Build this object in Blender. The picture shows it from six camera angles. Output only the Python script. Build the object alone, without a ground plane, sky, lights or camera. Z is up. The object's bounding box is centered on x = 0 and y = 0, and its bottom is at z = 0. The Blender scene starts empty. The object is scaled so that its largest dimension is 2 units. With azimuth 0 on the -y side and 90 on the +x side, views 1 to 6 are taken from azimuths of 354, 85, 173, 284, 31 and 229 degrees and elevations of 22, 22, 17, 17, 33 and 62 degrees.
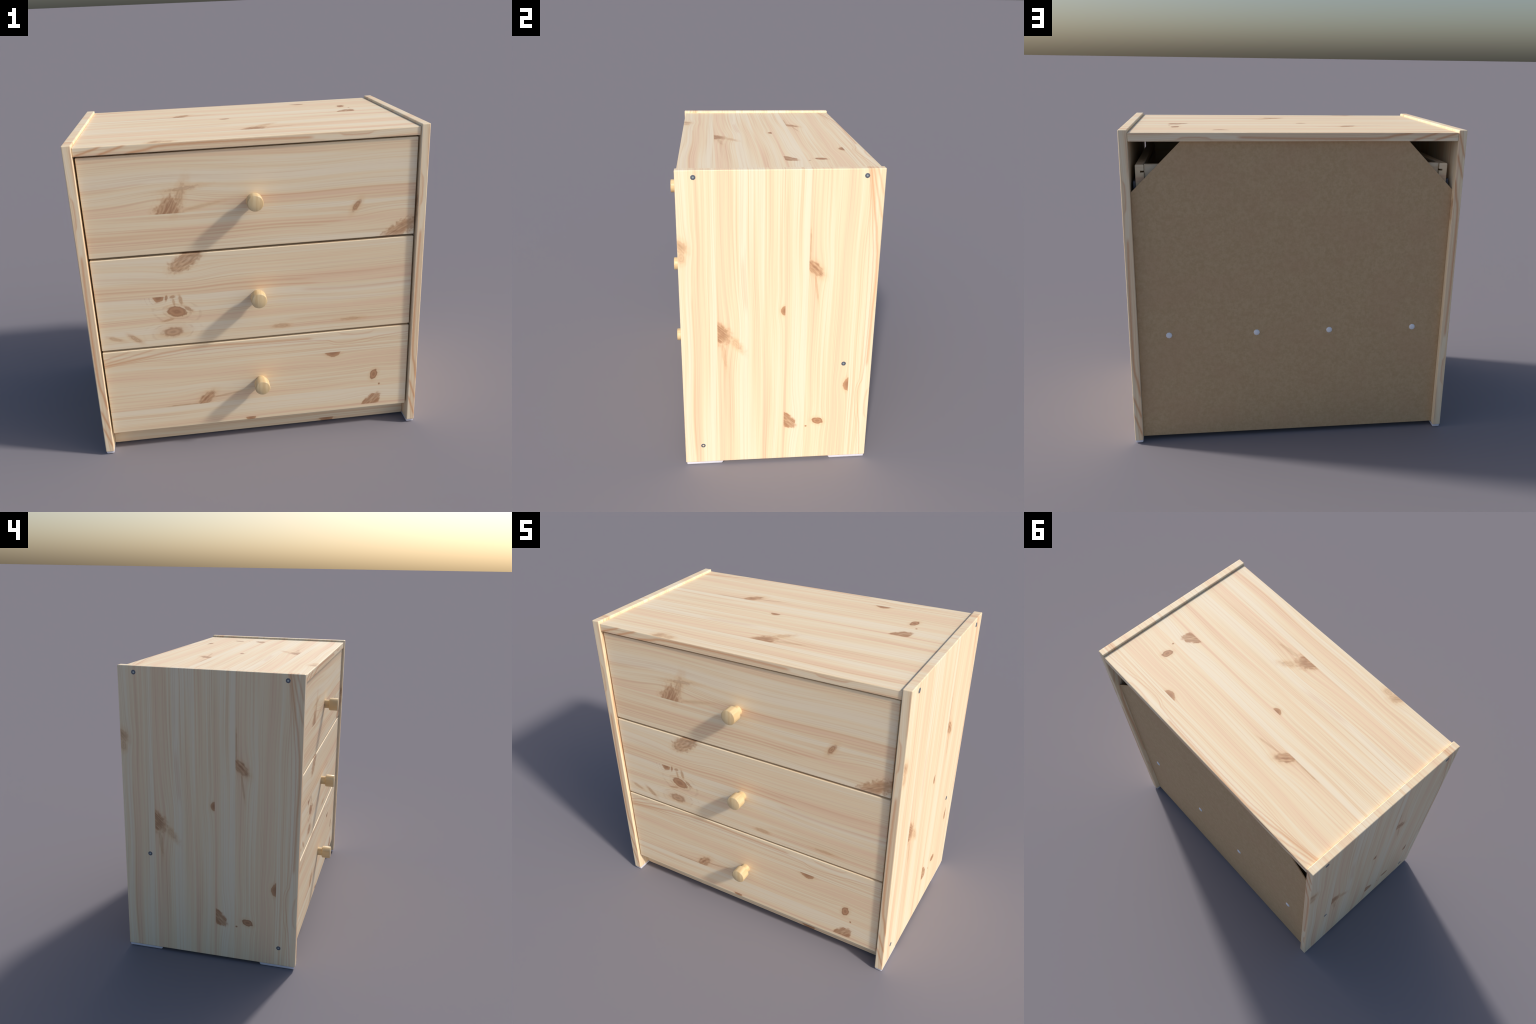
# Pine chest of three drawers: boards, drawers, knobs, plastic glides, screws, hardboard back.
import bpy, bmesh, math, random
from mathutils import Vector, Matrix

random.seed(7)

# --------------------------------------------------------------------------
# Sizes (metres, z up, front faces -y)
# --------------------------------------------------------------------------
X_OUT, X_IN = 0.9983, 0.9480          # side panel outer / inner faces
Y_FRONT, Y_BACK = -0.5470, 0.6270     # side panel front / back edges
Z_PANEL0, Z_PANEL1 = 0.0198, 1.9590   # side panel bottom / top
TOP_Y0, TOP_Z0, TOP_Z1 = -0.5390, 1.8955, 1.9450
CHAMFER = 0.0046
DRAWER_Y0, DRAWER_Y1 = -0.5290, -0.4850
DRAWER_X = 0.9380
DRAWER_PITCH, DRAWER_H, DRAWER_Z_TOP = 0.5870, 0.5740, 1.8866
BACK_Y0, BACK_Y1 = 0.5885, 0.5945
KNOB_Z_OFFSET = -0.0030

# --------------------------------------------------------------------------
# Tiny expression helper for math nodes
# --------------------------------------------------------------------------
class Ex:
    """A float socket with arithmetic that creates Math nodes."""
    def __init__(self, tree, sock):
        self.tree, self.sock = tree, sock
    def _m(self, op, *others, clamp=False):
        n = self.tree.nodes.new('ShaderNodeMath')
        n.operation = op
        n.use_clamp = clamp
        for i, o in enumerate((self,) + others):
            if isinstance(o, Ex):
                self.tree.links.new(o.sock, n.inputs[i])
            else:
                n.inputs[i].default_value = float(o)
        return Ex(self.tree, n.outputs[0])
    def const(self, v):
        n = self.tree.nodes.new('ShaderNodeValue')
        n.outputs[0].default_value = float(v)
        return Ex(self.tree, n.outputs[0])
    def __add__(self, o): return self._m('ADD', o)
    def __sub__(self, o): return self._m('SUBTRACT', o)
    def __mul__(self, o): return self._m('MULTIPLY', o)
    def __truediv__(self, o): return self._m('DIVIDE', o)
    __radd__ = __add__
    __rmul__ = __mul__
    def __rsub__(self, o): return self.const(o) - self
    def sq(self): return self * self
    def sqrt(self): return self._m('SQRT')
    def abs(self): return self._m('ABSOLUTE')
    def sin(self): return self._m('SINE')
    def max(self, o): return self._m('MAXIMUM', o)
    def min(self, o): return self._m('MINIMUM', o)
    def clamp(self): return self._m('ADD', 0.0, clamp=True)
    def pow(self, e): return self._m('POWER', e)
    def exp_neg(self):                       # e^-x
        return (self * -1.0)._m('EXPONENT')
    def ramp(self, a, b, lo=0.0, hi=1.0):    # smoothstep from a to b
        n = self.tree.nodes.new('ShaderNodeMapRange')
        n.interpolation_type = 'SMOOTHSTEP'
        self.tree.links.new(self.sock, n.inputs['Value'])
        n.inputs['From Min'].default_value = a
        n.inputs['From Max'].default_value = b
        n.inputs['To Min'].default_value = lo
        n.inputs['To Max'].default_value = hi
        return Ex(self.tree, n.outputs['Result'])

def combine(tree, x, y, z):
    n = tree.nodes.new('ShaderNodeCombineXYZ')
    for i, o in enumerate((x, y, z)):
        if isinstance(o, Ex):
            tree.links.new(o.sock, n.inputs[i])
        else:
            n.inputs[i].default_value = float(o)
    return n.outputs[0]

def separate(tree, sock):
    n = tree.nodes.new('ShaderNodeSeparateXYZ')
    tree.links.new(sock, n.inputs[0])
    return [Ex(tree, o) for o in n.outputs]

def noise(tree, vec, scale=1.0, detail=2.0, rough=0.5, distort=0.0):
    n = tree.nodes.new('ShaderNodeTexNoise')
    n.inputs['Scale'].default_value = scale
    n.inputs['Detail'].default_value = detail
    n.inputs['Roughness'].default_value = rough
    n.inputs['Distortion'].default_value = distort
    tree.links.new(vec, n.inputs['Vector'])
    return Ex(tree, n.outputs['Fac'])

def srgb(r, g, b):
    f = lambda c: (c / 255 / 12.92) if c <= 10 else ((c / 255 + 0.055) / 1.055) ** 2.4
    return (f(r), f(g), f(b), 1.0)

def mix(tree, fac, a, b, mode='MIX'):
    n = tree.nodes.new('ShaderNodeMix')
    n.data_type = 'RGBA'
    n.blend_type = mode
    if isinstance(fac, Ex):
        tree.links.new(fac.sock, n.inputs[0])
    else:
        n.inputs[0].default_value = fac
    for i, c in ((6, a), (7, b)):
        if isinstance(c, tuple):
            n.inputs[i].default_value = c
        else:
            tree.links.new(c, n.inputs[i])
    return n.outputs[2]

# --------------------------------------------------------------------------
# Pine board: t runs along the grain, w across it (both in metres)
# --------------------------------------------------------------------------
PALE   = srgb(252, 235, 206)
CREAM  = srgb(251, 228, 190)
PINK   = srgb(248, 213, 179)
LINE   = srgb(206, 160, 118)
ORANGE = srgb(226, 170, 124)
KNOT   = srgb(194, 144, 106)
KNOT_D = srgb(146, 98, 70)
RESIN  = srgb(234, 190, 138)

def pine_group(name, seed, tones, knots, bands, strokes=()):
    """tones: (w, pinkness 0..1) stops across the board, two close stops make a glue joint.
    knots: dicts with centre (t, w), radii along/across, angle, optional clip line.
    bands: (w, half width, strength, t0, t1) late-wood streaks.
    strokes: (polyline of (t, w), half width, strength) streaks that wander across the board."""
    g = bpy.data.node_groups.new(name, 'ShaderNodeTree')
    g.interface.new_socket('Board', in_out='INPUT', socket_type='NodeSocketVector')
    g.interface.new_socket('Color', in_out='OUTPUT', socket_type='NodeSocketColor')
    g.interface.new_socket('Height', in_out='OUTPUT', socket_type='NodeSocketFloat')
    gi = g.nodes.new('NodeGroupInput')
    go = g.nodes.new('NodeGroupOutput')
    t, w, _ = separate(g, gi.outputs[0])

    # pinkness across the glued-up staves
    lo, hi = tones[0][0], tones[-1][0]
    rampn = g.nodes.new('ShaderNodeValToRGB')
    rampn.color_ramp.interpolation = 'LINEAR'
    els = rampn.color_ramp.elements
    for i, (pos, val) in enumerate(tones):
        p = (pos - lo) / (hi - lo)
        if i == 0:
            e = els[0]; e.position = 0.0
        elif i == len(tones) - 1:
            e = els[-1]; e.position = 1.0
        else:
            e = els.new(p)
        e.color = (val, val, val, 1)
    g.links.new(((w - lo) / (hi - lo)).sock, rampn.inputs[0])
    sepc = g.nodes.new('ShaderNodeSeparateColor')
    g.links.new(rampn.outputs[0], sepc.inputs[0])
    tone = Ex(g, sepc.outputs[0])

    # ragged edge noise shared by all knots, and soft waviness of the grain
    rag = noise(g, combine(g, t * 42.0, w * 42.0, seed), detail=2) - 0.5
    wav = noise(g, combine(g, t * 1.3, w * 4.0, seed + 3.1), detail=1) - 0.5
    arch = noise(g, combine(g, t * 0.9, w * 2.2, seed + 5.7), detail=1) - 0.5
    ww = w + wav * 0.017 + arch * 0.065

    dark = None
    halo = None
    ringy = None
    arcs = None
    for k in knots:
        ct, cw = k['at']
        ra, rb = k['r']
        ca, sa = math.cos(math.radians(k.get('ang', 0))), math.sin(math.radians(k.get('ang', 0)))
        dt, dw = t - ct, w - cw
        a = (dt * ca + dw * sa) / ra
        b = (dw * ca - dt * sa) / rb
        r = (a.sq() + b.sq()).sqrt()
        rr = r + rag * k.get('rag', 0.6)
        m = (rr.ramp(1.06, 0.84) if k.get('crisp') else rr.ramp(1.20, 0.64)) * k.get('s', 1.0)
        h = rr.ramp(k.get('halo', 1.9), 0.7) * 0.40 * k.get('hs', 1.0)
        if k.get('flame'):
            fl = noise(g, combine(g, a * (ra * 16.0), b * (rb * 85.0), seed + ct * 7.0), detail=1.5, rough=0.5)
            m = m * fl.ramp(0.20, 0.72, 0.38, 1.0)
        clip = None
        if 'clip' in k:
            side, wc = k['clip']
            clip = w.ramp(wc - 0.0012, wc + 0.0012) if side == '>' else w.ramp(wc + 0.0012, wc - 0.0012)
            m, h = m * clip, h * clip
        rings = (r * k.get('rings', 13.0) + rag * 3.0).sin() * 0.5 + 0.5
        rings = rings * m
        if k.get('arcs'):
            arc = ((r + rag * 0.25) * k['arcs']).sin().ramp(0.35, 1.0) * r.ramp(1.1, 1.4) * r.ramp(3.4, 1.6)
            if clip is not None:
                arc = arc * clip
            arcs = arc if arcs is None else arcs.max(arc)
        dark = m if dark is None else dark.max(m)
        halo = h if halo is None else halo.max(h)
        ringy = rings if ringy is None else ringy.max(rings)
        if k.get('bend', 1.0) > 0:
            size = 0.35 * max(ra, rb) + 0.65 * min(ra, rb)
            e = ((dt / (2.6 * size)).sq() + (dw / (1.7 * size)).sq()).exp_neg()
            push = dw * e * (0.55 * k.get('bend', 1.0))
            if clip is not None:
                push = push * clip
            ww = ww - push

    # grain at three widths
    broad = noise(g, combine(g, t * 0.42, ww * 15.0, seed + 11.0), detail=1.5)
    mid   = noise(g, combine(g, t * 0.60, ww * 52.0, seed + 23.0), detail=2.0, rough=0.55)
    lines = noise(g, combine(g, t * 0.95, ww * 150.0, seed + 37.0), detail=1.5, rough=0.6)
    fibre = noise(g, combine(g, t * 12.0, w * 420.0, seed + 51.0), detail=1.0)

    pinkness = (tone * 0.85 + 0.05 + (broad - 0.5) * 1.5 + (mid - 0.5) * 0.7 + (lines - 0.5) * 0.7 + 0.06).clamp()
    col = mix(g, pinkness.ramp(0.0, 0.55), PALE, CREAM)
    col = mix(g, pinkness.ramp(0.30, 1.0), col, PINK)
    ln = lines.ramp(0.46, 0.76) * (mid.ramp(0.30, 0.66) * 0.7 + 0.3)
    col = mix(g, ln * 0.27, col, LINE)
    col = mix(g, mid.ramp(0.54, 0.86) * 0.12, col, LINE)
    col = mix(g, (fibre - 0.5).abs() * 0.14, col, LINE)

    # late-wood streaks
    wr = w + rag * 0.004
    streak = None
    for (w0, half, s, t0, t1) in bands:
        x = (((ww - w0) / half).sq()).exp_neg() * s
        x = x * t.ramp(t0 - 0.06, t0 + 0.06) * t.ramp(t1 + 0.06, t1 - 0.06)
        streak = x if streak is None else streak.max(x)
    tn = (t + 1.2) / 2.4
    for line, half, s in strokes:
        # centre line of the streak as a float curve of t
        fc = g.nodes.new('ShaderNodeFloatCurve')
        g.links.new(tn.sock, fc.inputs['Value'])
        ws = [p[1] for p in line]
        w_lo, w_hi = min(ws) - 0.005, max(ws) + 0.005
        cv = fc.mapping.curves[0]
        pts = [((p[0] + 1.2) / 2.4, (p[1] - w_lo) / (w_hi - w_lo)) for p in line]
        cv.points[0].location, cv.points[1].location = pts[0], pts[-1]
        for p in pts[1:-1]:
            cv.points.new(*p)
        fc.mapping.extend = 'HORIZONTAL'
        fc.mapping.update()
        centre = Ex(g, fc.outputs[0]) * (w_hi - w_lo) + w_lo
        x = (((wr - centre) / half).sq()).exp_neg() * s
        x = x * t.ramp(line[0][0] - 0.02, line[0][0] + 0.03) * t.ramp(line[-1][0] + 0.02, line[-1][0] - 0.03)
        streak = x if streak is None else streak.max(x)
    if streak is not None:
        streak = streak * (broad * 0.8 + 0.6)
        col = mix(g, streak.clamp(), col, ORANGE)

    if arcs is not None:
        col = mix(g, arcs * mid.ramp(0.30, 0.62) * 0.30, col, KNOT)
    if dark is not None:
        col = mix(g, halo, col, RESIN)
        col = mix(g, dark.min(1.0) * 0.88, col, KNOT)
        col = mix(g, ringy * 0.42, col, KNOT_D)
    g.links.new(col if not isinstance(col, Ex) else col.sock, go.inputs['Color'])
    height = lines * 0.5 + fibre * 0.5
    g.links.new(height.sock, go.inputs['Height'])
    return g

# board A: used on both sides, the top, the lowest drawer and the plinth
BOARD_A = pine_group('pine_board_a', 1.7,
    tones=[(-0.62, .45), (-0.50, .42), (-0.455, .55), (-0.42, .30), (-0.330, .32), (-0.327, .80), (-0.26, .78),
           (-0.235, .35), (-0.200, .40), (-0.197, .02), (-0.12, .15), (-0.055, .20), (-0.045, .66), (-0.01, .45),
           (0.02, .25), (0.076, .30), (0.079, .45), (0.12, .20), (0.14, .00), (0.211, .02), (0.214, .62),
           (0.30, .55), (0.38, .36), (0.46, .45), (0.486, .45), (0.489, .22), (0.55, .30), (0.66, .50)],
    knots=[dict(at=(0.036, -0.334), r=(0.104, 0.064), ang=47, clip=('>', -0.328), rings=4, rag=.7, halo=1.5, flame=1, s=.95),
           dict(at=(0.120, -0.215), r=(0.055, 0.019), ang=38, s=.30, bend=0, rag=1.6, halo=2.2, flame=1),
           dict(at=(0.190, -0.290), r=(0.110, 0.012), ang=6, s=.22, bend=0, rag=1.0, halo=2.2, hs=.6),
           dict(at=(-0.366, 0.248), r=(0.068, 0.032), ang=42, clip=('>', 0.212), rings=9, rag=.6, flame=1),
           dict(at=(-0.50, 0.214), r=(0.12, 0.008), s=.38, clip=('>', 0.212), bend=0, hs=.6),
           dict(at=(-0.24, 0.262), r=(0.10, 0.007), ang=8, s=.25, bend=0, hs=.6),
           dict(at=(-0.097, 0.080), r=(0.033, 0.029), clip=('<', 0.078), rings=6, crisp=1, rag=.4, halo=1.6),
           dict(at=(0.434, 0.492), r=(0.050, 0.038), clip=('<', 0.487), rings=6, crisp=1, rag=.4, halo=1.6),
           dict(at=(0.672, 0.081), r=(0.100, 0.048), ang=50, clip=('>', 0.083), crisp=1, rings=4, rag=.45, halo=1.25, flame=1, s=1.05),
           dict(at=(0.697, 0.301), r=(0.037, 0.024), ang=72, rings=9, crisp=1, rag=.6, halo=1.9),
           dict(at=(0.735, 0.226), r=(0.006, 0.007), rag=.3, bend=0),
           dict(at=(-0.516, -0.530), r=(0.045, 0.030), ang=40, rings=7, s=.55, rag=1.0, halo=2.2, flame=1),
           dict(at=(-0.450, -0.526), r=(0.035, 0.022), s=.25, bend=0, rag=1.2, halo=2.2)],
    bands=[(-0.475, 0.006, .30, -0.2, 0.9), (-0.495, 0.004, .22, -0.6, 1.2),
           (-0.268, 0.004, .20, 0.1, 1.2), (-0.172, 0.012, .34, -0.42, -0.12), (-0.158, 0.003, .26, -0.5, -0.1),
           (-0.186, 0.003, .26, -0.42, -0.1), (-0.035, 0.004, .16, -1.2, 1.2), (0.520, 0.004, .20, -0.6, 1.2)],
    strokes=[([(-0.99, 0.570), (-0.931, 0.588), (-0.800, 0.622)], 0.006, .50),
             ([(-0.99, 0.548), (-0.80, 0.590), (-0.655, 0.625)], 0.006, .52),
             ([(-0.99, 0.535), (-0.70, 0.578), (-0.552, 0.599), (-0.330, 0.612), (-0.064, 0.605), (0.233, 0.599), (0.300, 0.596)], 0.0075, .66),
             ([(-0.99, 0.523), (-0.60, 0.572), (-0.30, 0.590), (0.233, 0.584), (0.400, 0.574), (0.500, 0.552), (0.600, 0.558), (0.760, 0.576), (1.0, 0.590)], 0.004, .50),
             ([(-0.99, 0.512), (-0.50, 0.558), (0.10, 0.566), (0.400, 0.556), (0.500, 0.536), (0.760, 0.560), (1.0, 0.572)], 0.003, .36),
             ([(0.470, 0.622), (0.520, 0.606), (0.600, 0.600), (0.690, 0.620)], 0.006, .42)])

# board edges: v runs across the 45 mm edge, t along it from the end with the slanting streaks
EDGE_BOARD = pine_group('pine_edge', 27.3,
    tones=[(-0.02, .35), (0.012, .42), (0.03, .30), (0.07, .40)], knots=[], bands=[],
    strokes=[([(-0.950, 0.000), (-0.795, 0.047)], 0.0070, .85),
             ([(-0.830, -0.002), (-0.670, 0.047)], 0.0075, .85),
             ([(-0.690, -0.006), (-0.560, 0.018), (-0.420, 0.034), (0.000, 0.033), (0.270, 0.028), (0.34, 0.026)], 0.0085, .85),
             ([(-0.500, 0.002), (-0.200, 0.016), (0.200, 0.015), (0.420, 0.004)], 0.0030, .25),
             ([(0.490, 0.042), (0.530, 0.029), (0.610, 0.027), (0.680, 0.044)], 0.0055, .65),
             ([(0.700, 0.005), (0.940, 0.010)], 0.0040, .40)])

# board B: top drawer front (t = x, w = z)
BOARD_B = pine_group('pine_board_b', 8.3,
    tones=[(1.28, .25), (1.36, .30), (1.395, .62), (1.43, .75), (1.46, .45), (1.50, .28), (1.545, .25), (1.5475, .72),
           (1.60, .66), (1.625, .32), (1.68, .35), (1.70, .40), (1.73, .12), (1.82, .10), (1.845, .60), (1.865, .50), (1.90, .25)],
    knots=[dict(at=(-0.485, 1.540), r=(0.125, 0.070), ang=62, clip=('>', 1.546), rings=5, rag=1.2, halo=1.6, s=.92, flame=1),
           dict(at=(-0.410, 1.640), r=(0.080, 0.024), ang=70, s=.40, rag=1.3, bend=0, halo=2.2, flame=1),
           dict(at=(-0.390, 1.684), r=(0.085, 0.011), ang=6, s=.36, rag=1.5, bend=0, halo=2.6),
           dict(at=(-0.30, 1.575), r=(0.100, 0.008), ang=10, s=.14, rag=1.0, bend=0, halo=2.6),
           dict(at=(0.590, 1.512), r=(0.042, 0.016), ang=56, s=.80, rag=.7, halo=2.4),
           dict(at=(0.850, 1.352), r=(0.120, 0.042), ang=27, rings=7, s=.88, rag=1.3, halo=1.5, flame=1)],
    bands=[(1.612, 0.005, .45, -0.05, 1.2), (1.573, 0.005, .30, -0.2, 1.2), (1.430, 0.007, .35, -1.2, 0.5),
           (1.412, 0.006, .40, -1.2, 0.4), (1.452, 0.004, .28, -1.2, 1.2), (1.850, 0.005, .28, -1.2, 1.2),
           (1.700, 0.006, .35, -1.2, -0.60), (1.688, 0.004, .35, -1.2, -0.75), (1.480, 0.004, .25, 0.5, 1.2)])

# board C: middle drawer front (t = x, w = z)
BOARD_C = pine_group('pine_board_c', 15.9,
    tones=[(0.70, .35), (0.77, .30), (0.785, .55), (0.82, .35), (0.86, .40), (0.90, .55), (0.93, .30), (1.00, .15), (1.046, .12),
           (1.0485, .66), (1.09, .72), (1.125, .55), (1.15, .25), (1.20, .22), (1.25, .30), (1.31, .35)],
    knots=[dict(at=(-0.408, 1.258), r=(0.108, 0.048), ang=30, rings=17, s=.80, rag=1.0, halo=1.5, flame=1),
           dict(at=(-0.580, 1.049), r=(0.034, 0.038), clip=('<', 1.0465), rings=6, crisp=1, rag=.4, halo=1.5, arcs=9.0),
           dict(at=(-0.480, 0.944), r=(0.060, 0.034), ang=-14, rings=8, crisp=1, rag=.5, halo=1.6, arcs=6.0),
           dict(at=(-0.410, 0.955), r=(0.032, 0.011), ang=-35, s=.60, bend=0, rag=1.0),
           dict(at=(-0.452, 1.016), r=(0.010, 0.034), ang=10, s=.45, bend=0, rag=1.0),
           dict(at=(-0.534, 1.036), r=(0.008, 0.018), ang=-14, s=.80, bend=0, rag=.8),
           dict(at=(-0.498, 1.040), r=(0.016, 0.010), s=.60, bend=0, rag=.9),
           dict(at=(-0.492, 1.005), r=(0.007, 0.026), ang=8, s=.35, bend=0, rag=1.0),
           dict(at=(-0.530, 0.893), r=(0.040, 0.007), ang=10, s=.40, bend=0, rag=1.0),
           dict(at=(-0.512, 0.813), r=(0.064, 0.032), ang=4, s=.70, rings=11, rag=.8, halo=2.4, bend=1.2, clip=('>', 0.772), arcs=7.5),
           dict(at=(-0.735, 0.788), r=(0.046, 0.014), ang=-38, s=.42, bend=0, rag=.8, halo=2.0),
           dict(at=(-0.850, 0.797), r=(0.046, 0.011), ang=-20, s=.28, bend=0, rag=.8),
           dict(at=(0.140, 0.788), r=(0.054, 0.015), s=.30, bend=0, rag=.8, halo=1.8),
           dict(at=(0.570, 0.795), r=(0.070, 0.010), s=.26, bend=0, rag=1.0, halo=2.2)],
    bands=[(1.062, 0.005, .45, -1.2, 0.35), (1.092, 0.006, .38, -1.2, 0.30), (1.115, 0.004, .28, -1.2, 1.2),
           (1.018, 0.010, .38, 0.28, 1.2), (1.180, 0.004, .22, -1.2, 1.2), (0.950, 0.004, .20, 0.0, 1.2),
           (0.832, 0.006, .30, 0.2, 1.2), (0.800, 0.006, .28, 0.55, 1.2), (1.045, 0.006, .40, -1.2, -0.62)])

BOARD_SCALE = {'A': BOARD_A, 'B': BOARD_B, 'C': BOARD_C, 'E': EDGE_BOARD}

def wood_material(name, board, t_expr, w_expr, rough=0.55):
    """t_expr / w_expr: functions of object-space x, y, z giving along- and across-grain metres."""
    m = bpy.data.materials.new(name)
    m.use_nodes = True
    nt = m.node_tree
    bsdf = nt.nodes['Principled BSDF']
    tc = nt.nodes.new('ShaderNodeTexCoord')
    x, y, z = separate(nt, tc.outputs['Object'])
    gnode = nt.nodes.new('ShaderNodeGroup')
    gnode.node_tree = BOARD_SCALE[board]
    nt.links.new(combine(nt, t_expr(x, y, z), w_expr(x, y, z), 0.0), gnode.inputs[0])
    nt.links.new(gnode.outputs['Color'], bsdf.inputs['Base Color'])
    bump = nt.nodes.new('ShaderNodeBump')
    bump.inputs['Strength'].default_value = 0.10
    bump.inputs['Distance'].default_value = 0.002
    nt.links.new(gnode.outputs['Height'], bump.inputs['Height'])
    nt.links.new(bump.outputs['Normal'], bsdf.inputs['Normal'])
    bsdf.inputs['Roughness'].default_value = rough
    bsdf.inputs['Specular IOR Level'].default_value = 0.35
    return m

M_SIDE_R  = wood_material('pine_side', 'A', lambda x, y, z: 1.0 - z, lambda x, y, z: y + 0.0)
M_SIDE_L  = wood_material('pine_side_turned', 'A', lambda x, y, z: 1.0 - z, lambda x, y, z: 0.080 - y)
M_TOP     = wood_material('pine_top', 'A', lambda x, y, z: x + 0.0, lambda x, y, z: y - 0.008)
M_TOP_F   = wood_material('pine_top_front_edge', 'E', lambda x, y, z: x + 0.0, lambda x, y, z: z - TOP_Z0)
M_TOP_B   = wood_material('pine_top_back_edge', 'E', lambda x, y, z: x + 0.0, lambda x, y, z: TOP_Z1 - z)
M_EDGE_RF = wood_material('pine_edge_a', 'E', lambda x, y, z: z - 1.0, lambda x, y, z: X_OUT - x)
M_EDGE_LF = wood_material('pine_edge_b', 'E', lambda x, y, z: z - 1.0, lambda x, y, z: 0.0 - X_IN - x)
M_EDGE_RB = wood_material('pine_edge_c', 'E', lambda x, y, z: z - 1.0, lambda x, y, z: x - X_IN)
M_EDGE_LB = wood_material('pine_edge_d', 'E', lambda x, y, z: 1.0 - z, lambda x, y, z: 0.0 - X_IN - x)
M_DRAWER = [wood_material('pine_drawer_top', 'B', lambda x, y, z: x + 0.0, lambda x, y, z: z + 0.0),
            wood_material('pine_drawer_middle', 'C', lambda x, y, z: x + 0.0, lambda x, y, z: z + 0.0),
            wood_material('pine_drawer_low', 'A', lambda x, y, z: x - 0.024, lambda x, y, z: z - 0.082)]
M_PLINTH  = wood_material('pine_plinth', 'A', lambda x, y, z: x + 0.0, lambda x, y, z: z + 0.452)
M_INNER   = wood_material('pine_inner', 'A', lambda x, y, z: y + 0.0, lambda x, y, z: z * 0.5 - 0.75)
M_INNER_X = wood_material('pine_inner_cross', 'A', lambda x, y, z: x + 0.0, lambda x, y, z: z * 0.5 - 0.70)

def simple_material(name, color, rough=0.5, metallic=0.0, spec=0.5):
    m = bpy.data.materials.new(name)
    m.use_nodes = True
    b = m.node_tree.nodes['Principled BSDF']
    b.inputs['Base Color'].default_value = color
    b.inputs['Roughness'].default_value = rough
    b.inputs['Metallic'].default_value = metallic
    b.inputs['Specular IOR Level'].default_value = spec
    return m

def turned_wood():
    m = simple_material('turned_birch', srgb(222, 190, 136), rough=0.42, spec=0.5)
    nt = m.node_tree
    tc = nt.nodes.new('ShaderNodeTexCoord')
    x, y, z = separate(nt, tc.outputs['Object'])
    n = noise(nt, combine(nt, x * 60.0, y * 5.0, z * 6.0), detail=3)
    col = mix(nt, n.ramp(0.35, 0.7), srgb(232, 208, 163), srgb(219, 188, 140))
    nt.links.new(col, nt.nodes['Principled BSDF'].inputs['Base Color'])
    return m

def hardboard():
    m = simple_material('hardboard', srgb(150, 120, 88), rough=0.75, spec=0.25)
    nt = m.node_tree
    tc = nt.nodes.new('ShaderNodeTexCoord')
    x, y, z = separate(nt, tc.outputs['Object'])
    n1 = noise(nt, combine(nt, x * 45.0, y, z * 45.0), detail=4, rough=0.7)
    n2 = noise(nt, combine(nt, x * 5.0, y, z * 5.0), detail=2)
    n3 = noise(nt, combine(nt, x * 260.0, y, z * 90.0), detail=2)
    col = mix(nt, n1.ramp(0.3, 0.7), srgb(206, 178, 140), srgb(194, 164, 126))
    col = mix(nt, n2.ramp(0.4, 0.7) * 0.35, col, srgb(200, 164, 130))
    col = mix(nt, n3.ramp(0.5, 0.8) * 0.25, col, srgb(176, 146, 110))
    nt.links.new(col, nt.nodes['Principled BSDF'].inputs['Base Color'])
    bump = nt.nodes.new('ShaderNodeBump')
    bump.inputs['Strength'].default_value = 0.12
    bump.inputs['Distance'].default_value = 0.002
    nt.links.new(n1.sock, bump.inputs['Height'])
    nt.links.new(bump.outputs['Normal'], nt.nodes['Principled BSDF'].inputs['Normal'])
    return m

M_KNOB = turned_wood()
M_BOARD = hardboard()
M_GLIDE = simple_material('white_plastic', srgb(240, 240, 250), rough=0.4)
M_NAIL = simple_material('grey_plastic', srgb(240, 243, 250), rough=0.35)
M_STEEL = simple_material('dark_steel', srgb(108, 115, 128), rough=0.5, metallic=0.5)
M_SOCKET = simple_material('pale_screw_centre', srgb(190, 205, 205), rough=0.35, metallic=0.6)
M_RUNNER = simple_material('painted_runner', srgb(84, 92, 106), rough=0.5)

# --------------------------------------------------------------------------
# Geometry helpers
# --------------------------------------------------------------------------
def link(obj, parent):
    bpy.context.scene.collection.objects.link(obj)
    if parent is not None:
        obj.parent = parent
    return obj

def bm_box(bm, lo, hi, chamfer=0.0, segs=2):
    verts = [bm.verts.new((x, y, z)) for x in (lo[0], hi[0]) for y in (lo[1], hi[1]) for z in (lo[2], hi[2])]
    quads = [(0, 1, 3, 2), (4, 6, 7, 5), (0, 4, 5, 1), (2, 3, 7, 6), (0, 2, 6, 4), (1, 5, 7, 3)]
    faces = [bm.faces.new([verts[i] for i in q]) for q in quads]
    if chamfer > 0:
        edges = list({e for f in faces for e in f.edges})
        bmesh.ops.bevel(bm, geom=edges, offset=chamfer, offset_type='OFFSET', segments=segs,
                        profile=0.5, affect='EDGES', clamp_overlap=True)
    return verts

def finish(name, bm, mats, parent, pick=None, smooth_angle=None):
    bmesh.ops.recalc_face_normals(bm, faces=bm.faces)
    me = bpy.data.meshes.new(name)
    bm.to_mesh(me)
    bm.free()
    for m in mats:
        me.materials.append(m)
    if pick is not None:
        for p in me.polygons:
            p.material_index = pick(p.normal, p.center)
    if smooth_angle is not None:
        for p in me.polygons:
            p.use_smooth = True
        me.set_sharp_from_angle(angle=math.radians(smooth_angle))
    return link(bpy.data.objects.new(name, me), parent)

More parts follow.
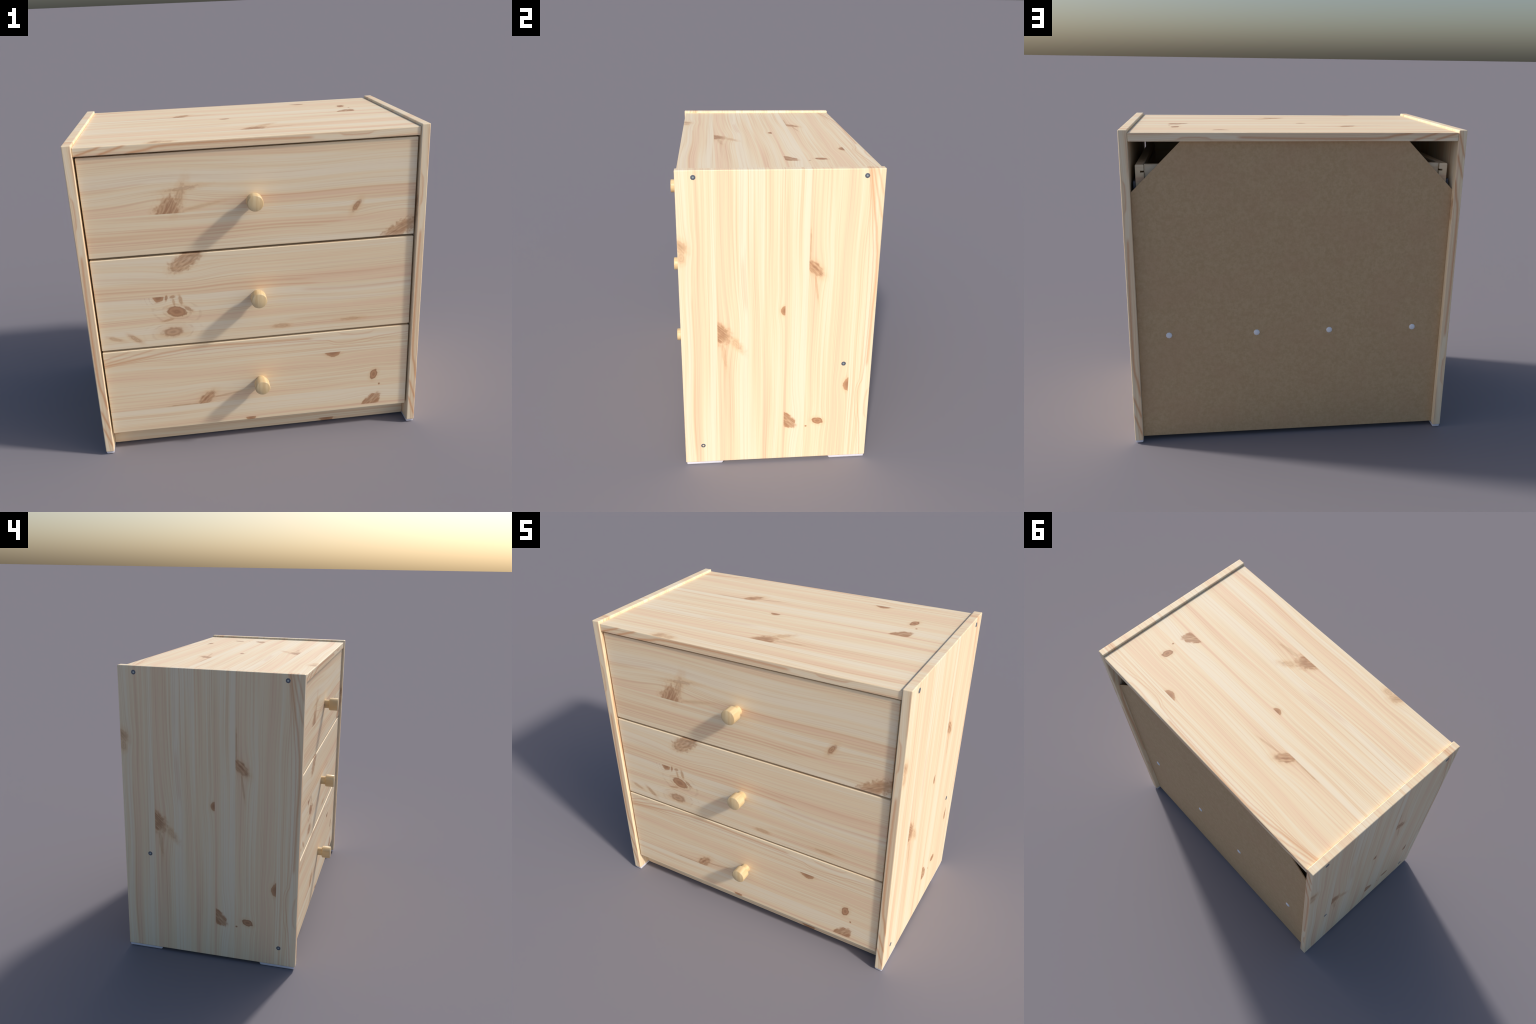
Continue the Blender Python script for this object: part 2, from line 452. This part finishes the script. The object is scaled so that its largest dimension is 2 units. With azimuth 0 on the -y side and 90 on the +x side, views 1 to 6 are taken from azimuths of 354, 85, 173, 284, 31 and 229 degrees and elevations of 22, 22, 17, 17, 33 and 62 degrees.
def board(name, lo, hi, mats, parent, chamfer=CHAMFER, pick=None):
    bm = bmesh.new()
    bm_box(bm, lo, hi, chamfer)
    return finish(name, bm, mats, parent, pick)

def lathe(bm, profile, axis_point, axis, up, segs, radius_scale=None, cap_first=False, cap_last=True):
    """Revolve (height, radius) pairs about `axis`; radius_scale(ring, angle) shapes single rings."""
    side = axis.cross(up).normalized()
    rings = []
    for i, (h, r) in enumerate(profile):
        ring = []
        for k in range(segs):
            a = 2 * math.pi * k / segs
            s = r * (radius_scale(i, a) if radius_scale else 1.0)
            ring.append(bm.verts.new(axis_point + axis * h + (side * math.cos(a) + up * math.sin(a)) * s))
        rings.append(ring)
    faces = []
    for A, B in zip(rings, rings[1:]):
        for k in range(segs):
            faces.append(bm.faces.new((A[k], A[(k + 1) % segs], B[(k + 1) % segs], B[k])))
    if cap_last:
        faces.append(bm.faces.new(rings[-1]))
    if cap_first:
        faces.append(bm.faces.new(rings[0]))
    return faces

# --------------------------------------------------------------------------
# Build
# --------------------------------------------------------------------------
chest = bpy.data.objects.new('chest_of_drawers', None)
chest['label'] = 'pale knotty pine chest with three drawers and round knobs'
chest['category'] = 'dresser'
bpy.context.scene.collection.objects.link(chest)

# side panels -------------------------------------------------------------
def pick_side(n, c):
    if n.y < -0.9: return 1
    if n.y > 0.9: return 2
    return 0

panels = {}
for sgn, face, ef, eb in ((1, M_SIDE_R, M_EDGE_RF, M_EDGE_RB), (-1, M_SIDE_L, M_EDGE_LF, M_EDGE_LB)):
    x0, x1 = sorted((sgn * X_IN, sgn * X_OUT))
    panels[sgn] = board('side_panel', (x0, Y_FRONT, Z_PANEL0), (x1, Y_BACK, Z_PANEL1),
                        [face, ef, eb], chest, pick=pick_side)

# glides under the panels
def glide(sgn, y_out, y_in):
    """Flat plastic foot; wide at the top, tapering to the floor. y_out is the outer end."""
    d = 1 if y_in > y_out else -1
    bm = bmesh.new()
    prof = [(Z_PANEL0 - 0.0006, 0.0), (0.0080, 0.0006), (0.0030, 0.0022), (0.0, 0.0070)]
    rings = []
    for z, ins in prof:
        xa, xb = X_IN + 0.0004 + ins, 0.9962 - ins
        ya, yb = y_out + d * ins * 0.7, y_in - d * (ins + (Z_PANEL0 - z) * 0.45)
        rings.append([bm.verts.new((sgn * x, y, z)) for x, y in ((xa, ya), (xb, ya), (xb, yb), (xa, yb))])
    for A, B in zip(rings, rings[1:]):
        for k in range(4):
            bm.faces.new((A[k], A[(k + 1) % 4], B[(k + 1) % 4], B[k]))
    bm.faces.new(rings[0]); bm.faces.new(rings[-1])
    vert_edges = [e for e in bm.edges if abs(e.verts[0].co.z - e.verts[1].co.z) > 1e-4]
    bmesh.ops.bevel(bm, geom=vert_edges, offset=0.004, segments=2, profile=0.5, affect='EDGES')
    finish('floor_glide', bm, [M_GLIDE], panels[sgn], smooth_angle=60)

for sgn in (1, -1):
    glide(sgn, -0.5405, -0.3040)
    glide(sgn, 0.6215, 0.3805)

# screws: low button heads with a socket, a few sit a little askew
def screw(sgn, y, z, tilt, spin, deep):
    ax = Vector((sgn, tilt[0], tilt[1])).normalized()
    up = Vector((0, 0, 1)); up = (up - ax * up.dot(ax)).normalized()
    bm = bmesh.new()
    base = Vector((sgn * (X_OUT - 0.0058), y, z))
    body = lathe(bm, [(0.0, 0.0165), (0.0046, 0.0165), (0.0070, 0.0138), (0.0074, 0.0066),
                      (0.0030 if deep else 0.0064, 0.0056)], base, ax,
                 (up * math.cos(spin) + ax.cross(up) * math.sin(spin)), 8, cap_first=True)
    floor = body[-2]
    floor.material_index = 1
    me_bm = bm
    obj = finish('screw', me_bm, [M_STEEL, M_SOCKET], panels[sgn])
    return obj

SCREWS = [(-0.4455, 1.9190), (0.5200, 1.9190), (0.4500, 0.7192), (-0.4325, 0.1480)]
TILTS = {1: [(0, 0), (0.03, 0.04), (-0.04, 0.05), (0.0, 0.03)], -1: [(0.02, -0.02), (-0.02, -0.02), (0, 0), (0.02, 0)]}
for sgn in (1, -1):
    for i, (y, z) in enumerate(SCREWS):
        screw(sgn, y, z, TILTS[sgn][i], 0.25 + 0.6 * i, deep=(sgn == 1 and i == 3))

# top ---------------------------------------------------------------------
def pick_top(n, c):
    if n.y < -0.9: return 1
    if n.y > 0.9: return 2
    return 0
board('top_board', (-X_IN + 0.0008, TOP_Y0, TOP_Z0), (X_IN - 0.0008, Y_BACK - 0.0006, TOP_Z1), [M_TOP, M_TOP_F, M_TOP_B], chest, pick=pick_top)

# plinth and rear rail ------------------------------------------------------
board('plinth', (-X_IN + 0.0008, -0.4485, 0.0130), (X_IN - 0.0008, -0.4100, 0.2700), [M_PLINTH], chest, chamfer=0.003)
board('rear_rail', (-X_IN + 0.0008, 0.3200, 0.6980), (X_IN - 0.0008, BACK_Y0 - 0.001, 0.7410), [M_INNER_X], chest, chamfer=0.003)

# back panel: hardboard with the two upper corners cut off -------------------
bm = bmesh.new()
cx, ztop, zlow, cut_x, cut_z = X_IN - 0.0012, 1.8948, 0.0320, 0.6600, 1.6060
outline = [(-cx, zlow), (cx, zlow), (cx, cut_z), (cut_x, ztop), (-cut_x, ztop), (-cx, cut_z)]
f0 = [bm.verts.new((x, BACK_Y0, z)) for x, z in outline]
f1 = [bm.verts.new((x, BACK_Y1, z)) for x, z in outline]
bm.faces.new(f0); bm.faces.new(f1)
for i in range(6):
    j = (i + 1) % 6
    bm.faces.new((f0[i], f0[j], f1[j], f1[i]))
back_panel = finish('back_panel', bm, [M_BOARD], chest)

nail_mesh = None
for x in (0.7640, 0.2280, -0.2280, -0.7640):
    if nail_mesh is None:
        bm = bmesh.new()
        lathe(bm, [(-0.002, 0.0195), (0.0015, 0.0193), (0.0045, 0.0165), (0.0065, 0.0100), (0.0072, 0.0035)],
              Vector((0, 0, 0)), Vector((0, 1, 0)), Vector((0, 0, 1)), 9)
        nail = finish('nail_head', bm, [M_NAIL], back_panel, smooth_angle=50)
        nail_mesh = nail.data
    else:
        nail = link(bpy.data.objects.new('nail_head', nail_mesh), back_panel)
    nail.location = (x, BACK_Y1, 0.7195)
    nail.rotation_euler = (0, random.uniform(0, 1.0), 0)

# drawers -------------------------------------------------------------------
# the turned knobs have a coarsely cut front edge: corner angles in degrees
KNOB_CUTS = [[12, 48, 92, 140, 178, 205, 235, 262, 290, 325], [2, 40, 85, 128, 165, 200, 235, 268, 300, 335],
             [355, 45, 95, 130, 160, 190, 225, 265, 305, 330]]

def chord(corners, a):
    """Radius factor of a polygon with the given corner angles, at angle a."""
    d = math.degrees(a) % 360
    cs = sorted(c % 360 for c in corners)
    lo = max([c for c in cs if c <= d + 1e-6], default=cs[-1] - 360)
    hi = min([c for c in cs if c > d + 1e-6], default=cs[0] + 360)
    half = math.radians(hi - lo) / 2
    return math.cos(half) / math.cos(math.radians(d - lo) - half)

def knob(i, z, parent):
    bm = bmesh.new()
    prof = [(0.000, 0.0305), (0.0355, 0.0305), (0.0362, 0.0420), (0.0400, 0.0457), (0.0950, 0.0457), (0.0980, 0.0447), (0.0990, 0.0432)]
    shape = lambda ring, a: chord(KNOB_CUTS[i], a) if ring == 6 else (0.35 + 0.65 * chord(KNOB_CUTS[i], a) if ring == 5 else 1.0)
    lathe(bm, prof, Vector((0, DRAWER_Y0 + 0.0003, z)), Vector((0, -1, 0)), Vector((0, 0, 1)), 32, radius_scale=shape)
    finish('knob', bm, [M_KNOB], parent, smooth_angle=35)

for i in range(3):
    z1 = DRAWER_Z_TOP - i * DRAWER_PITCH
    z0 = z1 - DRAWER_H
    side_top, side_low = z1 - 0.1300, z0 + 0.0500
    # tray: bottom sheet and back board
    bm = bmesh.new()
    bm_box(bm, (-0.8850, DRAWER_Y1 + 0.001, side_low + 0.0400), (0.8850, 0.5050, side_low + 0.0500))
    bm_box(bm, (-0.8722, 0.5055, side_low + 0.0100), (0.8722, 0.5360, side_top), 0.003)
    drawer = finish('drawer', bm, [M_INNER_X], chest)
    board('drawer_front', (-DRAWER_X, DRAWER_Y0, z0), (DRAWER_X, DRAWER_Y1, z1), [M_DRAWER[i]], drawer, chamfer=0.0042)
    for sgn in (1, -1):
        # grooved side board, built as a C-shaped section extruded along y
        xo, xi, xg = 0.9210, 0.8730, 0.8940
        g0, g1 = side_top - 0.0455, side_top - 0.0345
        c = 0.004
        sec = [(xo, side_low + c), (xo, side_top - c), (xo - c, side_top), (xi + c, side_top), (xi, side_top - c),
               (xi, g1), (xg, g1), (xg, g0), (xi, g0), (xi, side_low + c), (xi + c, side_low), (xo - c, side_low)]
        bm = bmesh.new()
        fr = [bm.verts.new((sgn * x, DRAWER_Y1 + 0.0008, z)) for x, z in sec]
        bk = [bm.verts.new((sgn * x, 0.5500, z)) for x, z in sec]
        bm.faces.new(fr); bm.faces.new(bk)
        for k in range(len(sec)):
            j = (k + 1) % len(sec)
            bm.faces.new((fr[k], fr[j], bk[j], bk[k]))
        finish('drawer_side', bm, [M_INNER], drawer)
        # runner fixed along the panel
        x0, x1 = sorted((sgn * 0.9225, sgn * 0.9355))
        board('drawer_runner', (x0, -0.46, side_low + 0.255), (x1, 0.555, side_low + 0.300), [M_RUNNER], panels[sgn], chamfer=0.003)
    knob(i, (z0 + z1) / 2 + KNOB_Z_OFFSET, drawer)
